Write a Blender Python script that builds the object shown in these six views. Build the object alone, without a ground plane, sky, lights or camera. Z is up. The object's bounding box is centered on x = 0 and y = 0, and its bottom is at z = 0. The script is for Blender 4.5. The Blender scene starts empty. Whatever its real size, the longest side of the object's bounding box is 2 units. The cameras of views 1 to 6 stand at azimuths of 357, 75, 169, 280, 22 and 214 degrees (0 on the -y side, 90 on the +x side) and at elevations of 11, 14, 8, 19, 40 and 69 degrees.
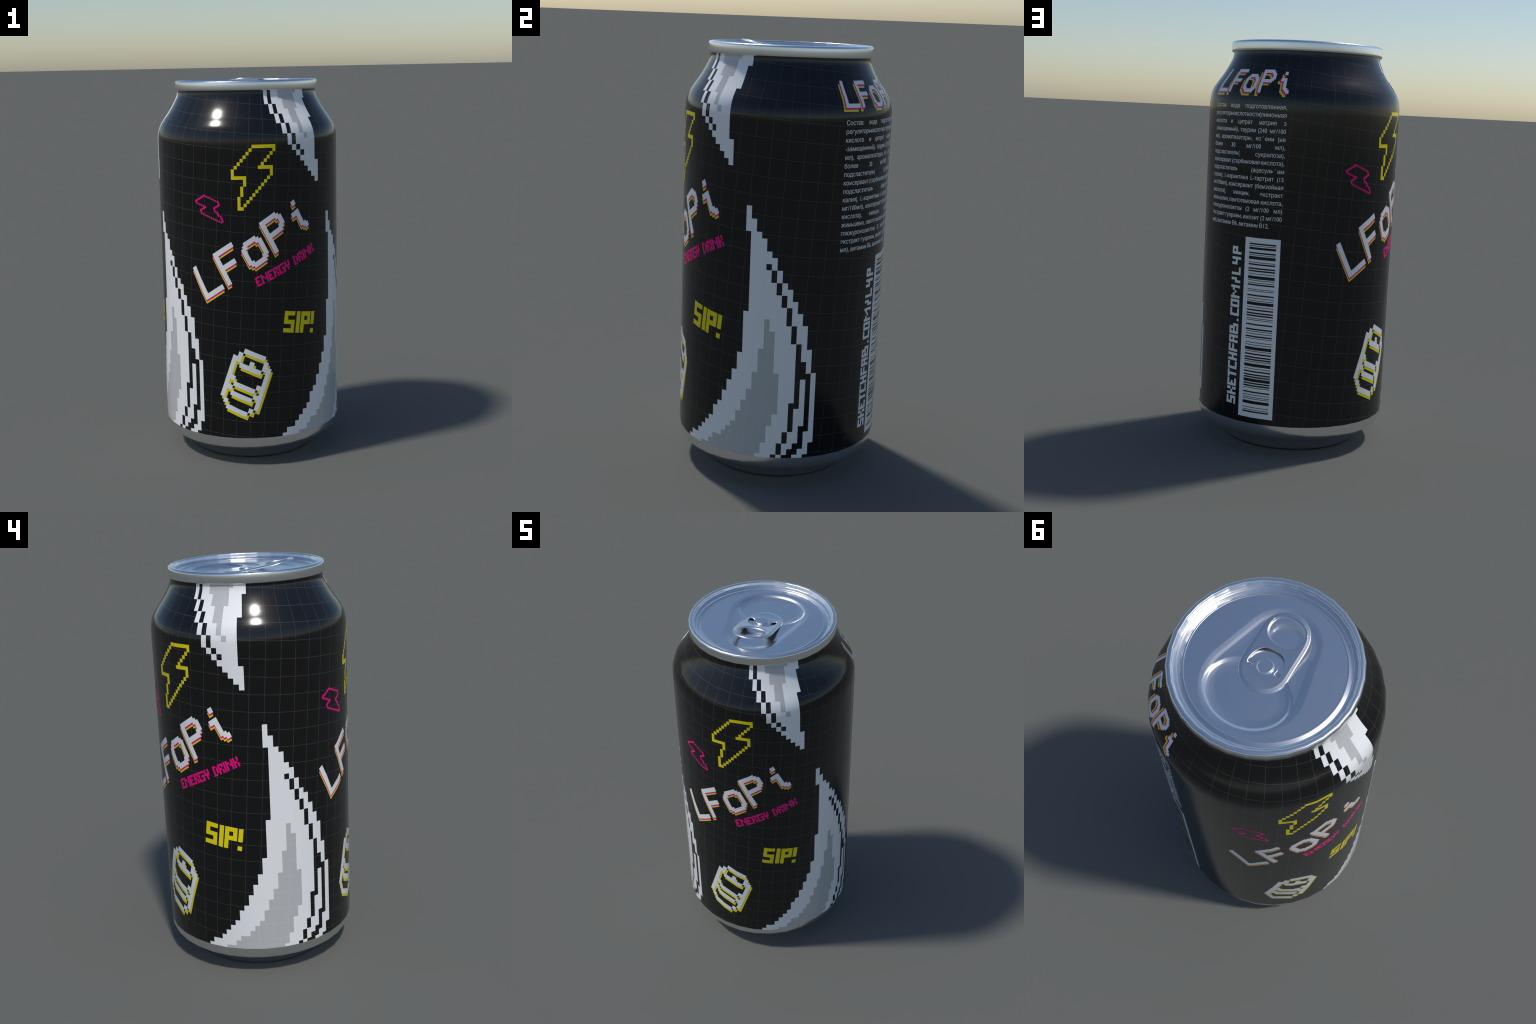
"""A closed aluminium drink can with a black pixel-art label.

Units are metres.  The label is laid out on an unrolled sheet: x runs round the
can (degrees of azimuth / DEG, azimuth 0 = -y, 90 = +x), y runs up the wall along
its profile (metres / UP).  Every print is drawn flat on that sheet out of pixel
rows, cut along the facets of the can, and laid on the wall.
"""
import bpy, bmesh, math
import numpy as np
from mathutils import Vector

FACETS = 32                      # the can wall is a 32-sided turned body
STEP = 2 * math.pi / FACETS
DEG, UP = 2.9126, 0.02775        # one sheet unit: degrees round, metres up
ROUND = 360.0 / DEG              # sheet units in one turn
PANEL = 79.16                    # second copy of the picture panel sits this far round
R_WALL = 0.4780

# --------------------------------------------------------------------------- materials
def srgb(r, g, b):
    f = lambda c: c / 12.92 if c <= 0.04045 else ((c + 0.055) / 1.055) ** 2.4
    return (f(r / 255), f(g / 255), f(b / 255), 1.0)

def over(rgb, alpha):
    """white laid over an sRGB colour"""
    return srgb(*[c + (255 - c) * alpha for c in rgb])

class Nodes:
    def __init__(self, mat):
        self.t = mat.node_tree
    def add(self, kind, **props):
        n = self.t.nodes.new(kind)
        for k, v in props.items():
            setattr(n, k, v)
        return n
    def put(self, sock, v):
        if hasattr(v, "is_linked") or isinstance(v, bpy.types.NodeSocket):
            self.t.links.new(v, sock)
        else:
            sock.default_value = v
    def math(self, op, a, b=0.0, c=0.0):
        n = self.add("ShaderNodeMath", operation=op)
        for s, v in zip(n.inputs, (a, b, c)):
            self.put(s, v)
        return n.outputs[0]

# wall profile above the straight part: (height, tilt of the surface in degrees)
SHOULDER_TILT = [(1.620, 0), (1.650, 0), (1.665, 0.8), (1.680, 1.6), (1.695, 3.0), (1.710, 8.0), (1.730, 14.3),
                 (1.750, 22.3), (1.772, 32.6), (1.800, 37.0), (1.820, 34.3), (1.840, 32.2), (1.860, 29.4),
                 (1.880, 27.4), (1.900, 24.0), (1.910, 18.0), (1.920, 8.6), (1.930, 1.5), (1.940, 0.0)]
LABEL_FOOT = 0.1592

def shoulder():
    """integrate the tilt into a list of wall rings (z, r, tilt)"""
    zk, tk = zip(*SHOULDER_TILT)
    z = np.linspace(zk[0], zk[-1], 1281)
    t = np.tan(np.radians(np.interp(z, zk, tk)))
    r = R_WALL - np.concatenate([[0], np.cumsum((t[1:] + t[:-1]) / 2 * np.diff(z))])
    rings = [(LABEL_FOOT, R_WALL - 0.0004, -1.0), (0.172, R_WALL - 0.0002, -0.5), (0.19, R_WALL, 0.0)]
    heights = sorted(zk)
    rings += [(h, float(np.interp(h, z, r)), float(np.interp(h, zk, tk))) for h in heights]
    return rings

RINGS = shoulder()
RING_Z = np.array([q[0] for q in RINGS])
RING_R = np.array([q[1] for q in RINGS])
RING_N = np.array([(math.cos(math.radians(q[2])), math.sin(math.radians(q[2]))) for q in RINGS])
LENGTH = np.concatenate([[0], np.cumsum(np.hypot(np.diff(RING_Z), np.diff(RING_R)))]) + LABEL_FOOT   # path length up the wall

def grid_mask(N):
    """thin tilted square grid printed all round, broken at the seam on the +y side"""
    co = N.add("ShaderNodeTexCoord").outputs["Object"]
    sep = N.add("ShaderNodeSeparateXYZ")
    N.put(sep.inputs[0], co)
    az = N.math("ARCTAN2", sep.outputs[0], N.math("MULTIPLY", sep.outputs[1], -1.0))
    x = N.math("MULTIPLY_ADD", az, math.degrees(1) / DEG, ROUND)
    curve = N.add("ShaderNodeFloatCurve")
    extra = LENGTH - RING_Z
    top = float(extra[-1])
    pts = [(float((z - 1.60) / 0.34), float(e / top)) for z, e in zip(RING_Z, extra) if z >= 1.62]
    cm = curve.mapping.curves[0]
    cm.points[0].location, cm.points[1].location = (0, 0), pts[-1]
    for p in pts[:-1]:
        cm.points.new(*p)
    for p in cm.points:
        p.handle_type = "VECTOR"
    curve.mapping.update()
    N.put(curve.inputs["Value"], N.math("MULTIPLY_ADD", sep.outputs[2], 1 / 0.34, -1.60 / 0.34))
    y = N.math("DIVIDE", N.math("MULTIPLY_ADD", curve.outputs[0], top, sep.outputs[2]), UP)
    a, b, c, d = 2.95284556, -0.20998176, -0.20829044, -2.96451771      # one cell along, one cell down
    det = a * d - b * c
    dx, dy = N.math("SUBTRACT", x, 99.8665), N.math("SUBTRACT", y, 70.0966)
    def line(p, q, cell):
        u = N.math("MULTIPLY_ADD", dx, p, N.math("MULTIPLY", dy, q))
        near = N.math("ABSOLUTE", N.math("SUBTRACT", N.math("FRACT", N.math("ADD", u, 0.5)), 0.5))
        return N.math("LESS_THAN", near, 0.049 / cell)
    return N.math("MAXIMUM", line(d / det, -c / det, 2.96), line(-b / det, a / det, 2.97))

def ink(name, rgb, grid=0.16, rough=0.15):
    m = bpy.data.materials.new(name)
    m.use_nodes = True
    p = m.node_tree.nodes["Principled BSDF"]
    p.inputs["Roughness"].default_value = rough
    p.inputs["IOR"].default_value = 1.5
    N = Nodes(m)
    if grid:
        mix = N.add("ShaderNodeMix", data_type="RGBA")
        N.put(mix.inputs["Factor"], grid_mask(N))
        mix.inputs["A"].default_value, mix.inputs["B"].default_value = srgb(*rgb), over(rgb, grid)
        N.put(p.inputs["Base Color"], mix.outputs["Result"])
    else:
        p.inputs["Base Color"].default_value = srgb(*rgb)
    return m

def metal(name, rgb, rough):
    m = bpy.data.materials.new(name)
    m.use_nodes = True
    p = m.node_tree.nodes["Principled BSDF"]
    p.inputs["Base Color"].default_value = srgb(*rgb)
    p.inputs["Metallic"].default_value = 1.0
    N = Nodes(m)
    noise = N.add("ShaderNodeTexNoise")
    noise.inputs["Scale"].default_value = 9.0
    N.put(noise.inputs["Vector"], N.add("ShaderNodeTexCoord").outputs["Object"])
    N.put(p.inputs["Roughness"], N.math("MULTIPLY_ADD", noise.outputs["Fac"], 0.03, rough - 0.015))
    return m

BLACK = ink("black_lacquer", (17, 17, 17))
WHITE = ink("white_ink", (240, 240, 240), 0)
GREY = ink("grey_ink", (190, 190, 190), 0.12)
YELLOW = ink("yellow_ink", (240, 220, 0), 0.10)
PINK = ink("pink_ink", (240, 0, 128), 0.10)
ALUMINIUM = metal("brushed_aluminium", (240, 241, 242), 0.22)

# --------------------------------------------------------------------------- objects
ROOT = bpy.data.objects.new("drink_can", None)
bpy.context.scene.collection.objects.link(ROOT)
ROOT["label"] = "black aluminium drink can with white claws and neon pixel art"
ROOT["category"] = "drink can"

def part(name, verts, faces, mat, parent, normals=None, kind=None):
    me = bpy.data.meshes.new(name)
    me.from_pydata([tuple(v) for v in verts], [], faces)
    me.validate()
    me.shade_smooth()
    if normals is not None:
        me.normals_split_custom_set_from_vertices([tuple(n) for n in normals])
    me.materials.append(mat)
    ob = bpy.data.objects.new(name, me)
    bpy.context.scene.collection.objects.link(ob)
    ob.parent = parent
    if kind:
        ob["kind"] = kind
    return ob

def around(a):
    return math.sin(a), -math.cos(a)

def turned(name, profile, mat, parent, facets=FACETS, normals=None, closed=(False, False)):
    """turn a profile of (r, z) listed from the bottom outside to the top / inside"""
    V, F, Nn = [], [], []
    for i, (r, z) in enumerate(profile):
        for k in range(facets):
            s, c = around(2 * math.pi * k / facets)
            V.append((r * s, r * c, z))
            if normals is not None:
                Nn.append((normals[i][0] * s, normals[i][0] * c, normals[i][1]))
    for i in range(len(profile) - 1):
        for k in range(facets):
            j = (k + 1) % facets
            F.append((i * facets + k, i * facets + j, (i + 1) * facets + j, (i + 1) * facets + k))
    if closed[0]:
        F.append(tuple(range(facets))[::-1])
    if closed[1]:
        n = (len(profile) - 1) * facets
        F.append(tuple(range(n, n + facets)))
    return part(name, V, F, mat, parent, Nn if normals is not None else None)

BODY = turned("can_body", list(zip(RING_R, RING_Z)), BLACK, ROOT, normals=RING_N)

# silver foot: from the label edge down the cone, round the standing ring and up into the dome
foot = [(0.0, 0.118), (0.06, 0.116), (0.12, 0.109), (0.18, 0.097), (0.23, 0.08), (0.27, 0.06), (0.292, 0.038), (0.303, 0.018),
        (0.309, 0.006), (0.317, 0.0008), (0.327, 0.0), (0.336, 0.003), (0.345, 0.010), (0.354, 0.021), (0.366, 0.034),
        (0.380, 0.048), (0.397, 0.061), (0.415, 0.073), (0.433, 0.084), (0.449, 0.0940), (0.4612, 0.1035), (0.4692, 0.1140),
        (0.4738, 0.126), (0.4762, 0.1385), (0.4772, 0.150), (R_WALL - 0.0004, LABEL_FOOT)]
turned("can_base", foot[1:], ALUMINIUM, ROOT, closed=(True, False))

# --------------------------------------------------------------------------- lid
rim = [(0.3662, 1.9360), (0.3710, 1.9380), (0.3748, 1.9400), (0.3766, 1.9432), (0.3770, 1.9480), (0.3770, 1.9630), (0.3769, 1.9770),
       (0.3764, 1.9805), (0.3748, 1.9840), (0.3722, 1.9865), (0.3690, 1.9880), (0.3650, 1.9886), (0.3600, 1.9886)]
turned("lid_rim", rim, ALUMINIUM, ROOT)

def ramp(d, table):
    x, y = zip(*table)
    return np.interp(d, x, y)

def soft(d, table, k):
    """piecewise-linear ramp with its corners rounded over a width k"""
    w = np.linspace(-1, 1, 9)
    return sum(ramp(d + k * q, table) for q in w) / len(w)

def egg_distance(x, y, y1, r1, y2, r2):
    """signed distance to the hull of circles (0,y1,r1) and (0,y2,r2), y1 > y2"""
    h = y1 - y2
    px, py = np.abs(x), y1 - y
    b = (r1 - r2) / h
    a = math.sqrt(1 - b * b)
    k = -b * px + a * py
    return np.where(k < 0, np.hypot(px, py) - r1, np.where(k > a * h, np.hypot(px, py - h) - r2, px * a + py * b - r1))

def ellipse_distance(x, y, cy, rx, ry):
    q = np.hypot(x / rx, (y - cy) / ry)
    g = np.hypot(x / rx ** 2, (y - cy) / ry ** 2) + 1e-6
    return q * (q - 1) / g

PANEL_Z, FLOOR = 1.9595, 1.9505
LID_PROFILE = [(0.0, PANEL_Z), (0.3085, PANEL_Z), (0.3120, 1.9608), (0.3170, 1.9596), (0.3200, 1.9582), (0.3215, 1.9581), (0.3280, 1.9552),
               (0.3297, 1.9548), (0.3306, 1.9575), (0.3317, 1.9605), (0.3330, 1.9622), (0.3395, 1.9652), (0.3418, 1.9657), (0.3440, 1.9666),
               (0.3490, 1.9690), (0.3507, 1.9718), (0.3525, 1.9785), (0.3545, 1.9852), (0.3570, 1.9880), (0.3585, 1.9885), (0.37, 1.9886)]
def lid_height(r, x, y):
    z = soft(r, LID_PROFILE, 0.0006)
    d = egg_distance(x, y, 0.088, 0.205, -0.110, 0.155)
    z = z + soft(d, [(-0.055, -0.0070), (-0.0310, -0.0058), (-0.0165, -0.0026), (0.0, 0.0)], 0.0016)
    e = ellipse_distance(x, y, 0.130, 0.166, 0.131)
    z = z + soft(e, [(-0.0350, -0.0088), (-0.0150, -0.0078), (-0.0016, -0.0060), (-0.0006, -0.0056), (0.0006, -0.0056), (0.0060, -0.0022), (0.0130, 0.0)], 0.0006)
    return z

def lid_panel():
    seg = 320
    radii = np.concatenate([np.linspace(0.003, 0.305, 150), np.linspace(0.3065, 0.3600, 62)])
    V, F = [(0, 0, float(lid_height(np.array(0.0), np.array(0.0), np.array(0.0))))], []
    a = np.arange(seg) * 2 * math.pi / seg
    flat = math.cos(STEP / 2) / np.cos(a % STEP - STEP / 2)       # the outer rings follow the facets of the rim
    for r in radii:
        w = min(1.0, max(0.0, (r - 0.338) / 0.012))
        rr = r * (1 + (flat - 1) * w)
        x, y = rr * np.sin(a), -rr * np.cos(a)
        V += list(zip(x, y, lid_height(np.full(seg, r), x, y)))
    at = lambda i, k: 1 + i * seg + k % seg
    F += [(0, at(0, k), at(0, k + 1)) for k in range(seg)]
    F += [(at(i, k), at(i + 1, k), at(i + 1, k + 1), at(i, k + 1)) for i in range(len(radii) - 1) for k in range(seg)]
    return part("lid_panel", V, F, ALUMINIUM, ROOT)
lid_panel()

# pull tab: a thin plate with a rolled edge, hinged at the rivet and lifted at its finger end
HINGE = 0.024                   # the tongue round the rivet joins the plate on this line
def tab_plane(y):
    z = 1.9612 - 0.184 * np.minimum(y, 0.015)
    s = np.clip((y - 0.015) / 0.091, 0, 1)                       # past the rivet the nose levels out just above the lid
    return z - 0.091 * (0.184 * s - 0.128 * s * s)

def superellipse(cx, cy, rx, ry, n, a0, a1, count):
    a = np.radians(np.linspace(a0, a1, count))
    c, t = np.cos(a), np.sin(a)
    return np.stack([cx + rx * np.sign(c) * np.abs(c) ** (2 / n), cy + ry * np.sign(t) * np.abs(t) ** (2 / n)], 1)

def resample(loop, count):
    L = np.vstack([loop, loop[:1]])
    s = np.concatenate([[0], np.cumsum(np.hypot(*np.diff(L, axis=0).T))])
    t = np.arange(count) * s[-1] / count
    return np.stack([np.interp(t, s, L[:, 0]), np.interp(t, s, L[:, 1])], 1)

def inset(loop, d):
    """move a counter-clockwise loop inwards by d"""
    T = np.roll(loop, -1, 0) - np.roll(loop, 1, 0)
    T /= np.linalg.norm(T, axis=1)[:, None]
    return loop + d * np.stack([-T[:, 1], T[:, 0]], 1)

def pull_tab():
    outline = resample(np.vstack([superellipse(0, 0.002, 0.1015, 0.1045, 2.08, 0, 180, 90), superellipse(0, -0.125, 0.1005, 0.1050, 2.15, 180, 360, 90)]), 180)
    hole = resample(superellipse(0, -0.1500, 0.0690, 0.0540, 2.3, 0, 360, 120), 110)[::-1]
    a = np.radians(np.linspace(17.0, -197.0, 70))
    arc_out = np.stack([0.0730 * np.cos(a), 0.0730 * np.sin(a) - 0.001], 1)
    arc_in = np.stack([0.0465 * np.cos(a * 1.0), 0.0465 * np.sin(a) - 0.001], 1)[::-1]
    arc_in = arc_in[(arc_in[:, 1] < 0.0215)]
    slot = resample(np.vstack([arc_out, arc_in]), 150)           # clockwise seen from above
    thick = 0.0085
    # loops of the edge roll: (inset from the outline, height against the plate's top)
    rolls = {"outline": [(0.0030, -thick), (0.0008, -thick + 0.0008), (0.0, -0.0062), (0.0, -0.0045), (0.0007, -0.0032), (0.0024, -0.0023), (0.0034, -0.0021),
                         (0.0135, -0.0004), (0.0148, 0.0), (0.0160, 0.0)],
             "hole": [(0.0020, -thick), (0.0006, -thick + 0.0008), (0.0, -0.0056), (0.0, -0.0038), (0.0006, -0.0026), (0.0020, -0.0018), (0.0028, -0.0016),
                      (0.0068, -0.0004), (0.0078, 0.0), (0.0086, 0.0)],
             "slot": [(0.0008, -thick + 0.0030), (0.0002, -thick + 0.0035), (0.0, -0.0018), (0.0006, -0.0006), (0.0014, 0.0), (0.0022, 0.0)]}
    bm = bmesh.new()
    height = {}
    top, bottom = [], []
    for name, loop in (("outline", outline), ("hole", hole), ("slot", slot)):
        rings = []
        for d, h in rolls[name]:
            vs = []
            for p in inset(loop, d):
                v = bm.verts.new((p[0], p[1], 0))
                height[v] = h
                vs.append(v)
            rings.append(vs)
        n = len(loop)
        for lower, upper in zip(rings, rings[1:]):
            for k in range(n):
                bm.faces.new((lower[k], lower[(k + 1) % n], upper[(k + 1) % n], upper[k]))
        top += [bm.edges.get((rings[-1][k], rings[-1][(k + 1) % n])) for k in range(n)]
        bottom += [bm.edges.get((rings[0][k], rings[0][(k + 1) % n])) for k in range(n)]
    for edges, h in ((top, 0.0), (bottom, -thick)):
        got = bmesh.ops.triangle_fill(bm, use_beauty=True, edges=edges)["geom"]
        patch = [g for g in got if isinstance(g, bmesh.types.BMFace)]
        for y in [HINGE] + [0.015 + 0.012 * i for i in range(9)]:
            geo = set(patch)
            for f in patch:
                geo.update(f.verts)
                geo.update(f.edges)
            new = bmesh.ops.bisect_plane(bm, geom=list(geo), dist=1e-6, plane_co=(0, y, 0), plane_no=(0, 1, 0))["geom"]
            patch = [g for g in new if isinstance(g, bmesh.types.BMFace)]
        for f in patch:
            for v in f.verts:
                height.setdefault(v, h)
    bmesh.ops.recalc_face_normals(bm, faces=bm.faces[:])
    bm.verts.index_update()
    V = []
    for v in bm.verts:
        x, y = v.co.x, v.co.y
        on_tongue = math.hypot(x, y + 0.001) < 0.0530 and y < HINGE
        V.append((x, y, float(tab_plane(HINGE if on_tongue else y)) + height.get(v, 0.0)))
    F = [tuple(v.index for v in f.verts) for f in bm.faces]
    bm.free()
    return part("pull_tab", V, F, ALUMINIUM, ROOT)
TAB = pull_tab()
turned("rivet", [(0.0300, FLOOR - 0.002), (0.0345, 1.9560), (0.0342, 1.9585), (0.0325, 1.9592), (0.0312, 1.9600), (0.0306, 1.9618), (0.0295, 1.9630),
                 (0.0275, 1.9636), (0.0250, 1.9636), (0.0150, 1.9634)], ALUMINIUM, TAB, facets=48, closed=(False, True))

# --------------------------------------------------------------------------- printing on the wall
FACET_W = ROUND / FACETS
RING_Y = LENGTH / UP

def on_wall(x, y, lift):
    """place sheet points on the faceted wall"""
    f = x / FACET_W
    k = np.floor(f)
    t = (f - k)[:, None]
    path = y * UP
    z = np.interp(path, LENGTH, RING_Z)
    r = np.interp(path, LENGTH, RING_R)
    n = np.stack([np.interp(path, LENGTH, RING_N[:, 0]), np.interp(path, LENGTH, RING_N[:, 1])], 1)
    d0 = np.stack([np.sin(k * STEP), -np.cos(k * STEP)], 1)
    d1 = np.stack([np.sin((k + 1) * STEP), -np.cos((k + 1) * STEP)], 1)
    d = d0 * (1 - t) + d1 * t
    P = np.concatenate([d * r[:, None], z[:, None]], 1)
    Nn = np.concatenate([d * n[:, :1], n[:, 1:]], 1)
    Nn /= np.linalg.norm(Nn, axis=1)[:, None]
    return P + Nn * lift, Nn

def lay(name, flat, mat, lift=0.0010, parent=None, kind=None):
    """flat: bmesh drawn on the sheet; cut it along facet and ring lines, lay it on the wall, close its edges"""
    bmesh.ops.remove_doubles(flat, verts=flat.verts[:], dist=1e-4)
    xs = [v.co.x for v in flat.verts]
    ys = [v.co.y for v in flat.verts]
    cuts = [(k * FACET_W, Vector((1, 0, 0))) for k in range(math.ceil(min(xs) / FACET_W - 1e-4), math.floor(max(xs) / FACET_W + 1e-4) + 1)]
    cuts += [(y, Vector((0, 1, 0))) for y in RING_Y if min(ys) < y < max(ys)]
    for at, no in cuts:
        bmesh.ops.bisect_plane(flat, geom=flat.verts[:] + flat.edges[:] + flat.faces[:], dist=1e-5, plane_co=no * at, plane_no=no)
    for f in flat.faces:
        if f.normal.z < 0:
            f.normal_flip()
    rim_edges = [e for e in flat.edges if e.is_boundary]
    flat.verts.index_update()
    n = len(flat.verts)
    S = np.array([(v.co.x, v.co.y) for v in flat.verts])
    S[:, 1] = np.minimum(S[:, 1], RING_Y[-1] - 1e-4)
    P, Nn = on_wall(S[:, 0], S[:, 1], lift)
    Q, _ = on_wall(S[:, 0], S[:, 1], -0.0005)
    F = [tuple(v.index for v in f.verts) for f in flat.faces]
    used, V2, N2 = {}, list(P), list(Nn)
    def low(i):
        if i not in used:
            used[i] = len(V2)
            V2.append(Q[i])
            N2.append(Nn[i])
        return used[i]
    for e in rim_edges:
        loop = e.link_loops[0]
        a, b = loop.vert.index, loop.link_loop_next.vert.index
        F.append((b, a, low(a), low(b)))
    flat.free()
    return part(name, V2, F, mat, parent or BODY, N2, kind)

class Frame:
    """pixel lattice on the sheet: origin, one column along, one row down"""
    def __init__(self, origin, col, row):
        self.o, self.c, self.r = np.array(origin, float), np.array(col, float), np.array(row, float)
    def at(self, c, r):
        return self.o + self.c * c + self.r * r
    def moved(self, dx, dy=0.0):
        return Frame(self.o + (dx, dy), self.c, self.r)
    def shifted(self, c, r):
        return Frame(self.at(c, r), self.c, self.r)

def square(size, angle, origin, mirror=1):
    a = math.radians(angle)
    return Frame(origin, (size * math.cos(a) * mirror, size * math.sin(a) * mirror), (size * math.sin(a), -size * math.cos(a)))

def runs(rows):
    """picture rows given as {row: 'a-b c d-e'} -> list of (row, first column, last column + 1)"""
    out = []
    for r, text in rows.items():
        for piece in text.split():
            a, _, b = piece.partition("..")
            out.append((r, int(a), int(b or a) + 1))
    return out

def draw(cells, frame, bm=None, unit=True):
    """add pixel runs to a sheet mesh; unit cells share their corners"""
    bm = bm or bmesh.new()
    for r, a, b in cells:
        for c in (range(a, b) if unit else [a]):
            e = c + 1 if unit else b
            q = [frame.at(c, r), frame.at(e, r), frame.at(e, r + 1), frame.at(c, r + 1)]
            bm.faces.new([bm.verts.new((p[0], p[1], 0)) for p in q])
    return bm

def glyph(rows):
    """rows of X and . -> runs"""
    out = []
    for r, line in enumerate(rows.split("/")):
        for c, ch in enumerate(line):
            if ch == "X":
                out.append((r, c, c + 1))
    return out

# ---- the big claw: white with a dark checker edge, grey heart
def expand(spans):
    """[(first row, last row, first col, last col)] -> {row: [cols]}"""
    cells = {}
    for r0, r1, c0, c1 in spans:
        for r in range(r0, r1 + 1):
            cells.setdefault(r, set()).update(range(c0, c1 + 1))
    return cells

def stair(starts, r):
    """left or right border given as (row, column) steps"""
    col = None
    for row, c in starts:
        if r >= row:
            col = c
    return col

CLAW_LEFT = [(0, 0), (4, 1), (17, 0), (24, -1), (27, -2), (29, -3), (31, -4), (33, -5), (34, -6), (36, -7), (37, -8), (38, -9), (39, -10), (40, -12), (41, -13)]
CLAW_RIGHT = [(0, 0), (2, 1), (4, 2), (5, 3), (7, 4), (8, 5), (10, 6), (12, 7), (13, 8), (15, 9), (17, 10), (19, 11), (23, 12), (27, 13), (39, 12), (41, 11)]
# dark stripes as (first row, last row, first col, last col)
CLAW_DARK = [(9, 9, 4, 4), (10, 11, 5, 5), (12, 13, 6, 6), (14, 15, 7, 7), (16, 18, 8, 8), (19, 21, 9, 9), (22, 24, 10, 10), (25, 26, 10, 11),
             (27, 27, 10, 12), (28, 31, 10, 10), (32, 32, 9, 10), (33, 36, 9, 9), (37, 38, 8, 8), (39, 40, 7, 7), (41, 42, 6, 6),
             (28, 35, 12, 12), (36, 36, 11, 12), (37, 38, 11, 11), (39, 39, 10, 11), (40, 40, 9, 10), (41, 42, 8, 9)]
HEART_LEFT = [(18, 4), (23, 3), (27, 2), (30, 1), (32, 0), (34, -1), (36, -2), (37, -3), (38, -4), (39, -6), (40, -7), (41, -9)]
HEART_RIGHT = [(18, 4), (20, 5), (27, 6), (34, 5), (36, 4), (39, 3), (41, 2)]
FOOT_Y = LABEL_FOOT / UP

def claw(x0):
    fr = Frame((x0, 47.31), (1, 0), (0, -1))
    dark = expand(CLAW_DARK)
    white, grey = [], []
    for r in range(0, 42):
        a, b = stair(CLAW_LEFT, r), stair(CLAW_RIGHT, r)
        ga, gb = stair(HEART_LEFT, r), stair(HEART_RIGHT, r)
        for c in range(a, b + 1):
            if c in dark.get(r, ()):
                continue
            (grey if ga is not None and ga <= c <= gb else white).append((r, c, c + 1))
    for cells, name, mat in ((white, "claw", WHITE), (grey, "claw_shade", GREY)):
        bm = draw(cells, fr)
        for v in bm.verts:
            v.co.y = max(v.co.y, FOOT_Y)
        lay(name, bm, mat)

# ---- the claw hanging from the neck, rows counted upward from its tip
FANG_LEFT = [(0, 0), (1, -1), (2, -2), (3, -3), (4, -4), (5, -5), (6, -6), (7, -7), (9, -8), (11, -9), (13, -10), (15, -11)]
FANG_DARK = [(5, 5, -4, -4), (6, 6, -5, -5), (7, 8, -6, -6), (9, 10, -7, -7), (11, 12, -8, -8), (13, 14, -9, -9), (15, 19, -10, -10)]
FANG_RIGHT = [(0, 0), (4, -1), (12, 0), (16, 1)]
FANG_GREY = [(8, 8, -3, -3), (9, 10, -4, -4), (11, 13, -5, -4), (14, 15, -6, -3), (16, 16, -7, -3), (17, 19, -7, -2)]

def fang(x0):
    fr = Frame((x0, 53.26 - 0.0), (1, 0), (0, 1))
    dark, grey_cells = expand(FANG_DARK), expand(FANG_GREY)
    white, grey = [], []
    for r in range(0, 19):
        for c in range(stair(FANG_LEFT, r), stair(FANG_RIGHT, r) + 1):
            if c not in dark.get(r, ()):
                (grey if c in grey_cells.get(r, ()) else white).append((r, c, c + 1))
    for cells, name, mat in ((white, "claw", WHITE), (grey, "claw_shade", GREY)):
        bm = draw(cells, fr)
        for v in bm.verts:
            v.co.y = min(v.co.y, RING_Y[-1] - 0.01)
        lay(name, bm, mat)

# ---- lightning bolt outline
BOLT = runs({0: "7..14", 1: "6 14", 2: "5 13", 3: "4 12", 4: "3 11", 5: "2 10", 6: "1 9..13", 7: "0 13", 8: "0 13", 9: "0..4 12",
             10: "4 11", 11: "4 10", 12: "3 9", 13: "3 8", 14: "3 7", 15: "2 6", 16: "2 5", 17: "2 4", 18: "2 3"})

# ---- the brand word, five letters on one pixel lattice
LETTERS = {
    "L": (-36, 0, {**{r: "0..1" for r in range(12)}, 12: "0..9", 13: "0..9"}),
    "F": (-24, 0, {0: "0..9", 1: "0..9", 2: "0..1", 3: "0..1", 4: "0..1", 5: "0..1", 6: "0..7", 7: "0..7", **{r: "0..1" for r in range(8, 14)}}),
    "o": (-12, 3, {0: "2..7", 1: "1..8", 2: "0..2 7..9", **{r: "0..1 8..9" for r in range(3, 8)}, 8: "0..2 7..9", 9: "1..8", 10: "2..7"}),
    "P": (0, 0, {0: "0..7", 1: "0..8", 2: "0..1 7..9", 3: "0..1 8..9", 4: "0..1 8..9", 5: "0..1 7..9", 6: "0..8", 7: "0..7", **{r: "0..1" for r in range(8, 14)}}),
    "i": (14, 1, {0: "2..3", 1: "2..3", 4: "0..3", 5: "0..3", **{r: "2..3" for r in range(6, 10)}, 10: "2..4", 11: "3..5", 12: "4..5"}),
}

def brand(frame, shade):
    """white letters over a pink and a yellow copy pushed aside by `shade`"""
    for col, row, rows in LETTERS.values():
        f = frame.shifted(col, row)
        lay("letter_shadow", draw(runs(rows), f.moved(2 * shade[0], 2 * shade[1])), YELLOW, 0.0004)
        lay("letter_shadow", draw(runs(rows), f.moved(*shade)), PINK, 0.0008)
        lay("letter", draw(runs(rows), f), WHITE, 0.0012)

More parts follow.
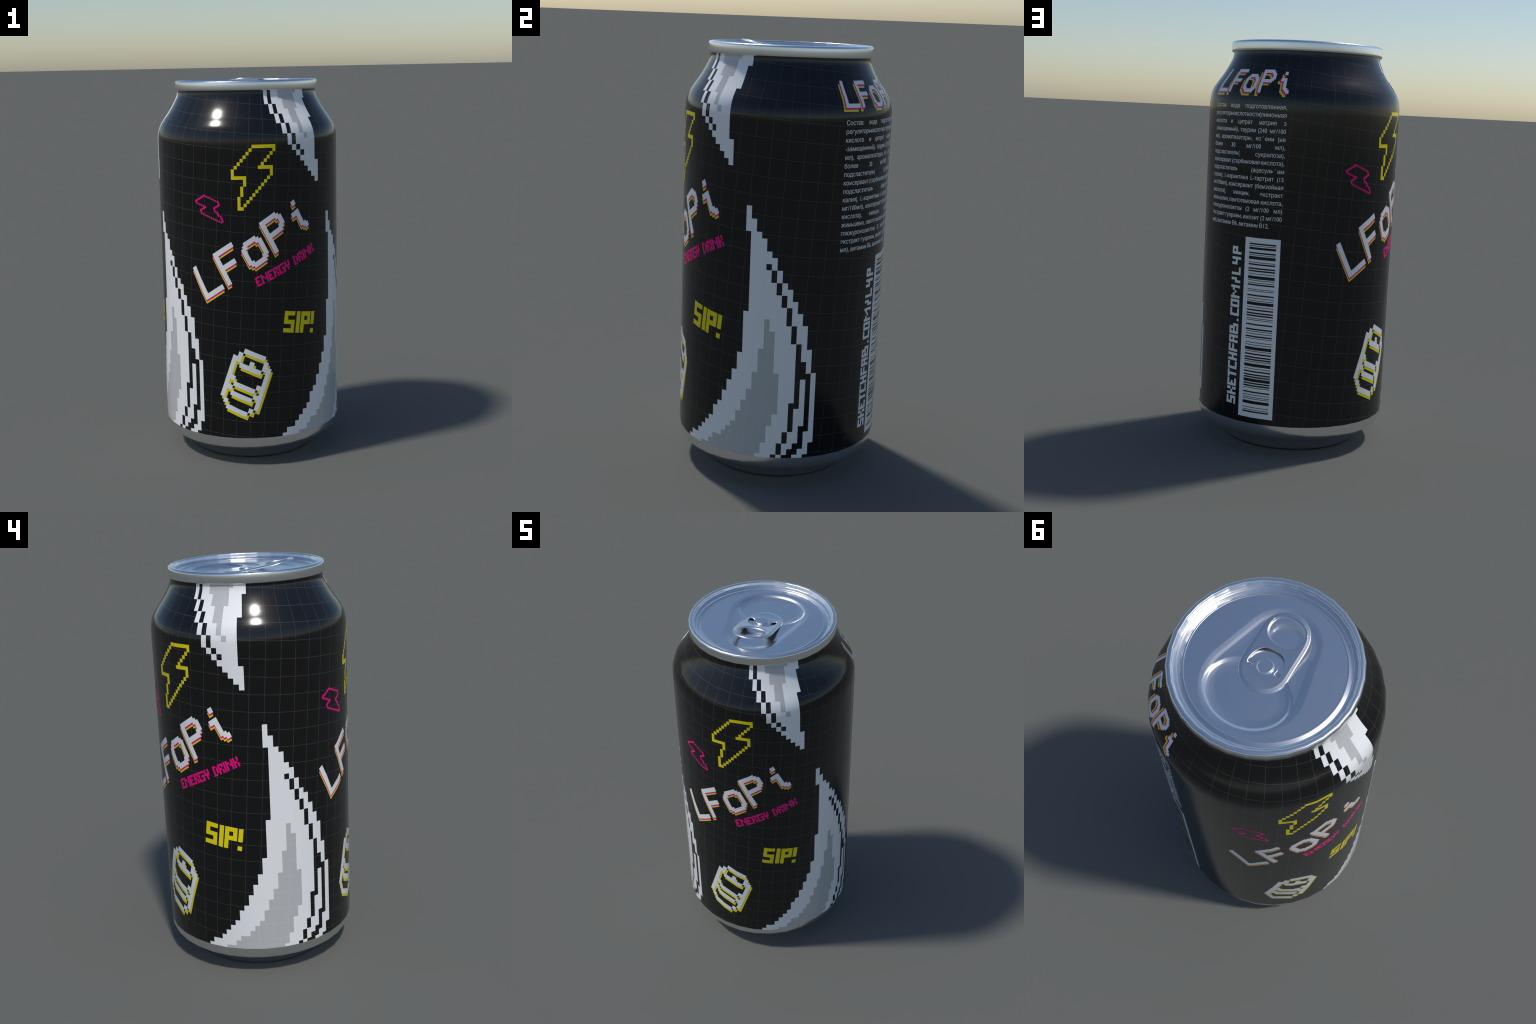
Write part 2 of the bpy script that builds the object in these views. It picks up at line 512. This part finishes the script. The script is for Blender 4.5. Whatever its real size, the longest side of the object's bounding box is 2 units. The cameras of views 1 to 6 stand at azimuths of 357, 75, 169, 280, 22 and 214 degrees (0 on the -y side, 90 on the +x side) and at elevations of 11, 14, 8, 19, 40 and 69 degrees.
# ---- small pixel alphabet, five rows high
ALPHABET = {
    "A": "XXX/X.X/XXX/X.X/X.X", "B": "XXX./X.X./XXXX/X..X/XXXX", "C": "XXX/X../X../X../XXX", "D": "XX./X.X/X.X/X.X/XX.",
    "E": "XXX/X../XX./X../XXX", "F": "XXX/X../XXX/X../X..", "G": "XXXX/X.../X.XX/X..X/XXXX", "H": "X.X/X.X/XXX/X.X/X.X",
    "I": "X/X/X/X/X", "K": "X.X/X.X/XX./X.X/X.X", "L": "X../X../X../X../XXX", "M": "X...X/XX.XX/X.X.X/X...X/X...X",
    "N": "X..X/XX.X/X.XX/X..X/X..X", "O": "XXX/X.X/X.X/X.X/XXX", "P": "XXX/X.X/XXX/X../X..", "R": "XXX/X.X/XX./X.X/X.X",
    "S": "XXX/X../XXX/..X/XXX", "T": "XXX/.X./.X./.X./.X.", "Y": "X.X/X.X/XXX/.X./.X.", "!": "X/X/X/./X", "4": "X.X/X.X/XXX/..X/..X",
    "/": ".X/.X/XX/X./X.", ".": "././././X",
}

def word(text, frame, starts, mat, stretch=None):
    for i, (ch, s) in enumerate(zip(text, starts)):
        f = frame.shifted(s, 0)
        if stretch:
            f = Frame(f.o, f.c * stretch.get(i, 1.0), f.r)
        lay("small_letter", draw(glyph(ALPHABET[ch]), f), mat)

ENERGY_AT, x = [], 0.0
for i, ch in enumerate("ENERGYDRINK"):
    if ch == "D":
        x += 2.78 - 0.366
    ENERGY_AT.append(x)
    x += len(ALPHABET[ch].split("/")[0]) + 0.366

# ---- drink-can emblem
EMBLEM = runs({0: "2..6", 1: "1 7", 2: "0..1 4 7..8", 3: "0 2..6 8", 4: "0 8", 5: "0 8", 6: "0..1 7..8", 7: "0 2..6 8", 8: "0..1 7..8",
               9: "0 2..6 8", 10: "0 8", 11: "1 7", 12: "2..6"})

def picture_panel(dx):
    claw(18.68 + dx)
    fang(14.72 + dx)
    bolt = square(0.6167, 0, (-4.296 + dx, 60.48))
    lay("lightning_bolt", draw(BOLT, bolt), YELLOW)
    small = Frame((115.419 - ROUND + dx, 52.61), (-0.2953, -0.1467), (0.145, -0.2978))
    lay("lightning_bolt", draw(BOLT, small), PINK)
    brand(square(0.4795, 30, (1.225 + dx, 46.43)), (0.0, -0.329))
    word("ENERGYDRINK", square(0.3647, 22.6, (79.288 - PANEL + dx, 36.36)), ENERGY_AT, PINK)
    sip = Frame((6.627 + dx, 29.843), (0.8178, -0.114), (-0.1121, -0.8034))
    word("SIP!", sip, (0, 3.53, 4.92, 8.28), YELLOW, {1: 1.09, 2: 1.013, 3: 1.09})
    mug = square(0.955, -21.35, (119.683 - ROUND + dx, 23.853))
    lay("emblem_shadow", draw(EMBLEM, mug.shifted(0.5, 0.5)), YELLOW, 0.0005)
    lay("emblem", draw(EMBLEM, mug), WHITE)

picture_panel(0.0)
picture_panel(PANEL)

# --------------------------------------------------------------------------- information panel
brand(Frame((48.02, 67.28), (0.3245, 0), (0, -0.3282)), (-0.285, -0.297))

URL_AT = [8.61, 10.20, 11.77, 13.25, 14.79, 16.33, 17.92, 19.50, 21.08, 23.38, 24.27, 25.80, 27.37, 30.09, 31.46, 33.24, 35.06]
for ch, y in zip("SKETCHFAB.COM/L4P", URL_AT):
    lay("small_letter", draw(glyph(ALPHABET[ch]), Frame((43.96, y), (0, 0.456), (0.4605, 0))), WHITE)

# barcode: a white box with dark bars; bars as (module where it starts, width in modules)
def barcode():
    box = bmesh.new()
    x0, x1, y0, y1 = 47.10, 54.52, 6.78, 38.28
    box.faces.new([box.verts.new((x, y, 0)) for x, y in ((x0, y0), (x1, y0), (x1, y1), (x0, y1))])
    lay("barcode_box", box, WHITE, 0.0007)
    module, top = 0.1408, 37.39
    bm = bmesh.new()
    at = 0
    for bar, gap in BARS:
        a, b = top - at * module - 0.02, top - (at + bar) * module + 0.02
        bm.faces.new([bm.verts.new((x, y, 0)) for x, y in ((48.05, b), (53.68, b), (53.68, a), (48.05, a))])
        at += bar + gap
    lay("barcode_bars", bm, BLACK, 0.0013, kind="stuff")
# bar and gap widths in modules, symbol by symbol from the top
SYMBOLS = """2111332 111431 123212 212411 211241 114221 211421 222212 211142 421121 221141 212411 222212 112421 222212 141212
114221 211124 412112"""
_digits = [int(q) for q in SYMBOLS if q.isdigit()] + [0]
BARS = list(zip(_digits[0::2], _digits[1::2]))

barcode()

# ingredients in a justified column of the built-in font
INGREDIENTS = """Состав: вода подготовленная,
регуляторы кислотности (лимонная
кислота и цитрат натрия з
-замещенный), таурин (240 мг/100
мл), ароматизаторы, кофеин (не
более 30 мг/100 мл),
подсластитель( сукралоза),
консервант (сорбиновая кислота),
подсластитель (ацесульфам
калия), L-карнитина L-тартрат (15
мг/100мл), консервант (бензойная
кислота), ниацин, экстракт
женьшеня, пантотеновая кислота,
глюкуронолактон (2 мг/100 мл)
экстракт гуараны, инозит (2 мг/100
мл), витамин В6, витамин В12.""".split("\n")

def word_shape(text):
    cu = bpy.data.curves.new("word", "FONT")
    cu.body = text
    cu.resolution_u = 3
    ob = bpy.data.objects.new("word", cu)
    bpy.context.scene.collection.objects.link(ob)
    bpy.context.view_layer.update()
    ev = ob.evaluated_get(bpy.context.evaluated_depsgraph_get())
    me = ev.to_mesh()
    V = np.array([v.co[:2] for v in me.vertices])
    F = [tuple(p.vertices) for p in me.polygons]
    ev.to_mesh_clear()
    bpy.data.objects.remove(ob)
    bpy.data.curves.remove(cu)
    return V, F

def ingredients():
    left, right, first, pitch = 36.30, 54.50, 60.04, 1.3325
    cap = word_shape("В")[0][:, 1].max()
    sy = 0.765 / cap
    shapes = {w: word_shape(w) for line in INGREDIENTS for w in line.split()}
    width = {w: s[0][:, 0].max() for w, s in shapes.items()}
    blank = 0.28
    last = INGREDIENTS[-1].split()
    sx = (51.95 - left) / (sum(width[w] for w in last) + blank * (len(last) - 1))
    bm = bmesh.new()
    for i, line in enumerate(INGREDIENTS):
        words = line.split()
        free = (right - left) - sx * sum(width[w] for w in words)
        space = blank * sx if i == len(INGREDIENTS) - 1 else free / max(1, len(words) - 1)
        x = left
        for w in words:
            V, F = shapes[w]
            vs = [bm.verts.new((x + p[0] * sx, first - i * pitch + p[1] * sy, 0)) for p in V]
            for f in F:
                try:
                    bm.faces.new([vs[k] for k in f])
                except ValueError:
                    pass
            x += width[w] * sx + space
    lay("ingredients_text", bm, WHITE, 0.0007, kind="stuff")
ingredients()
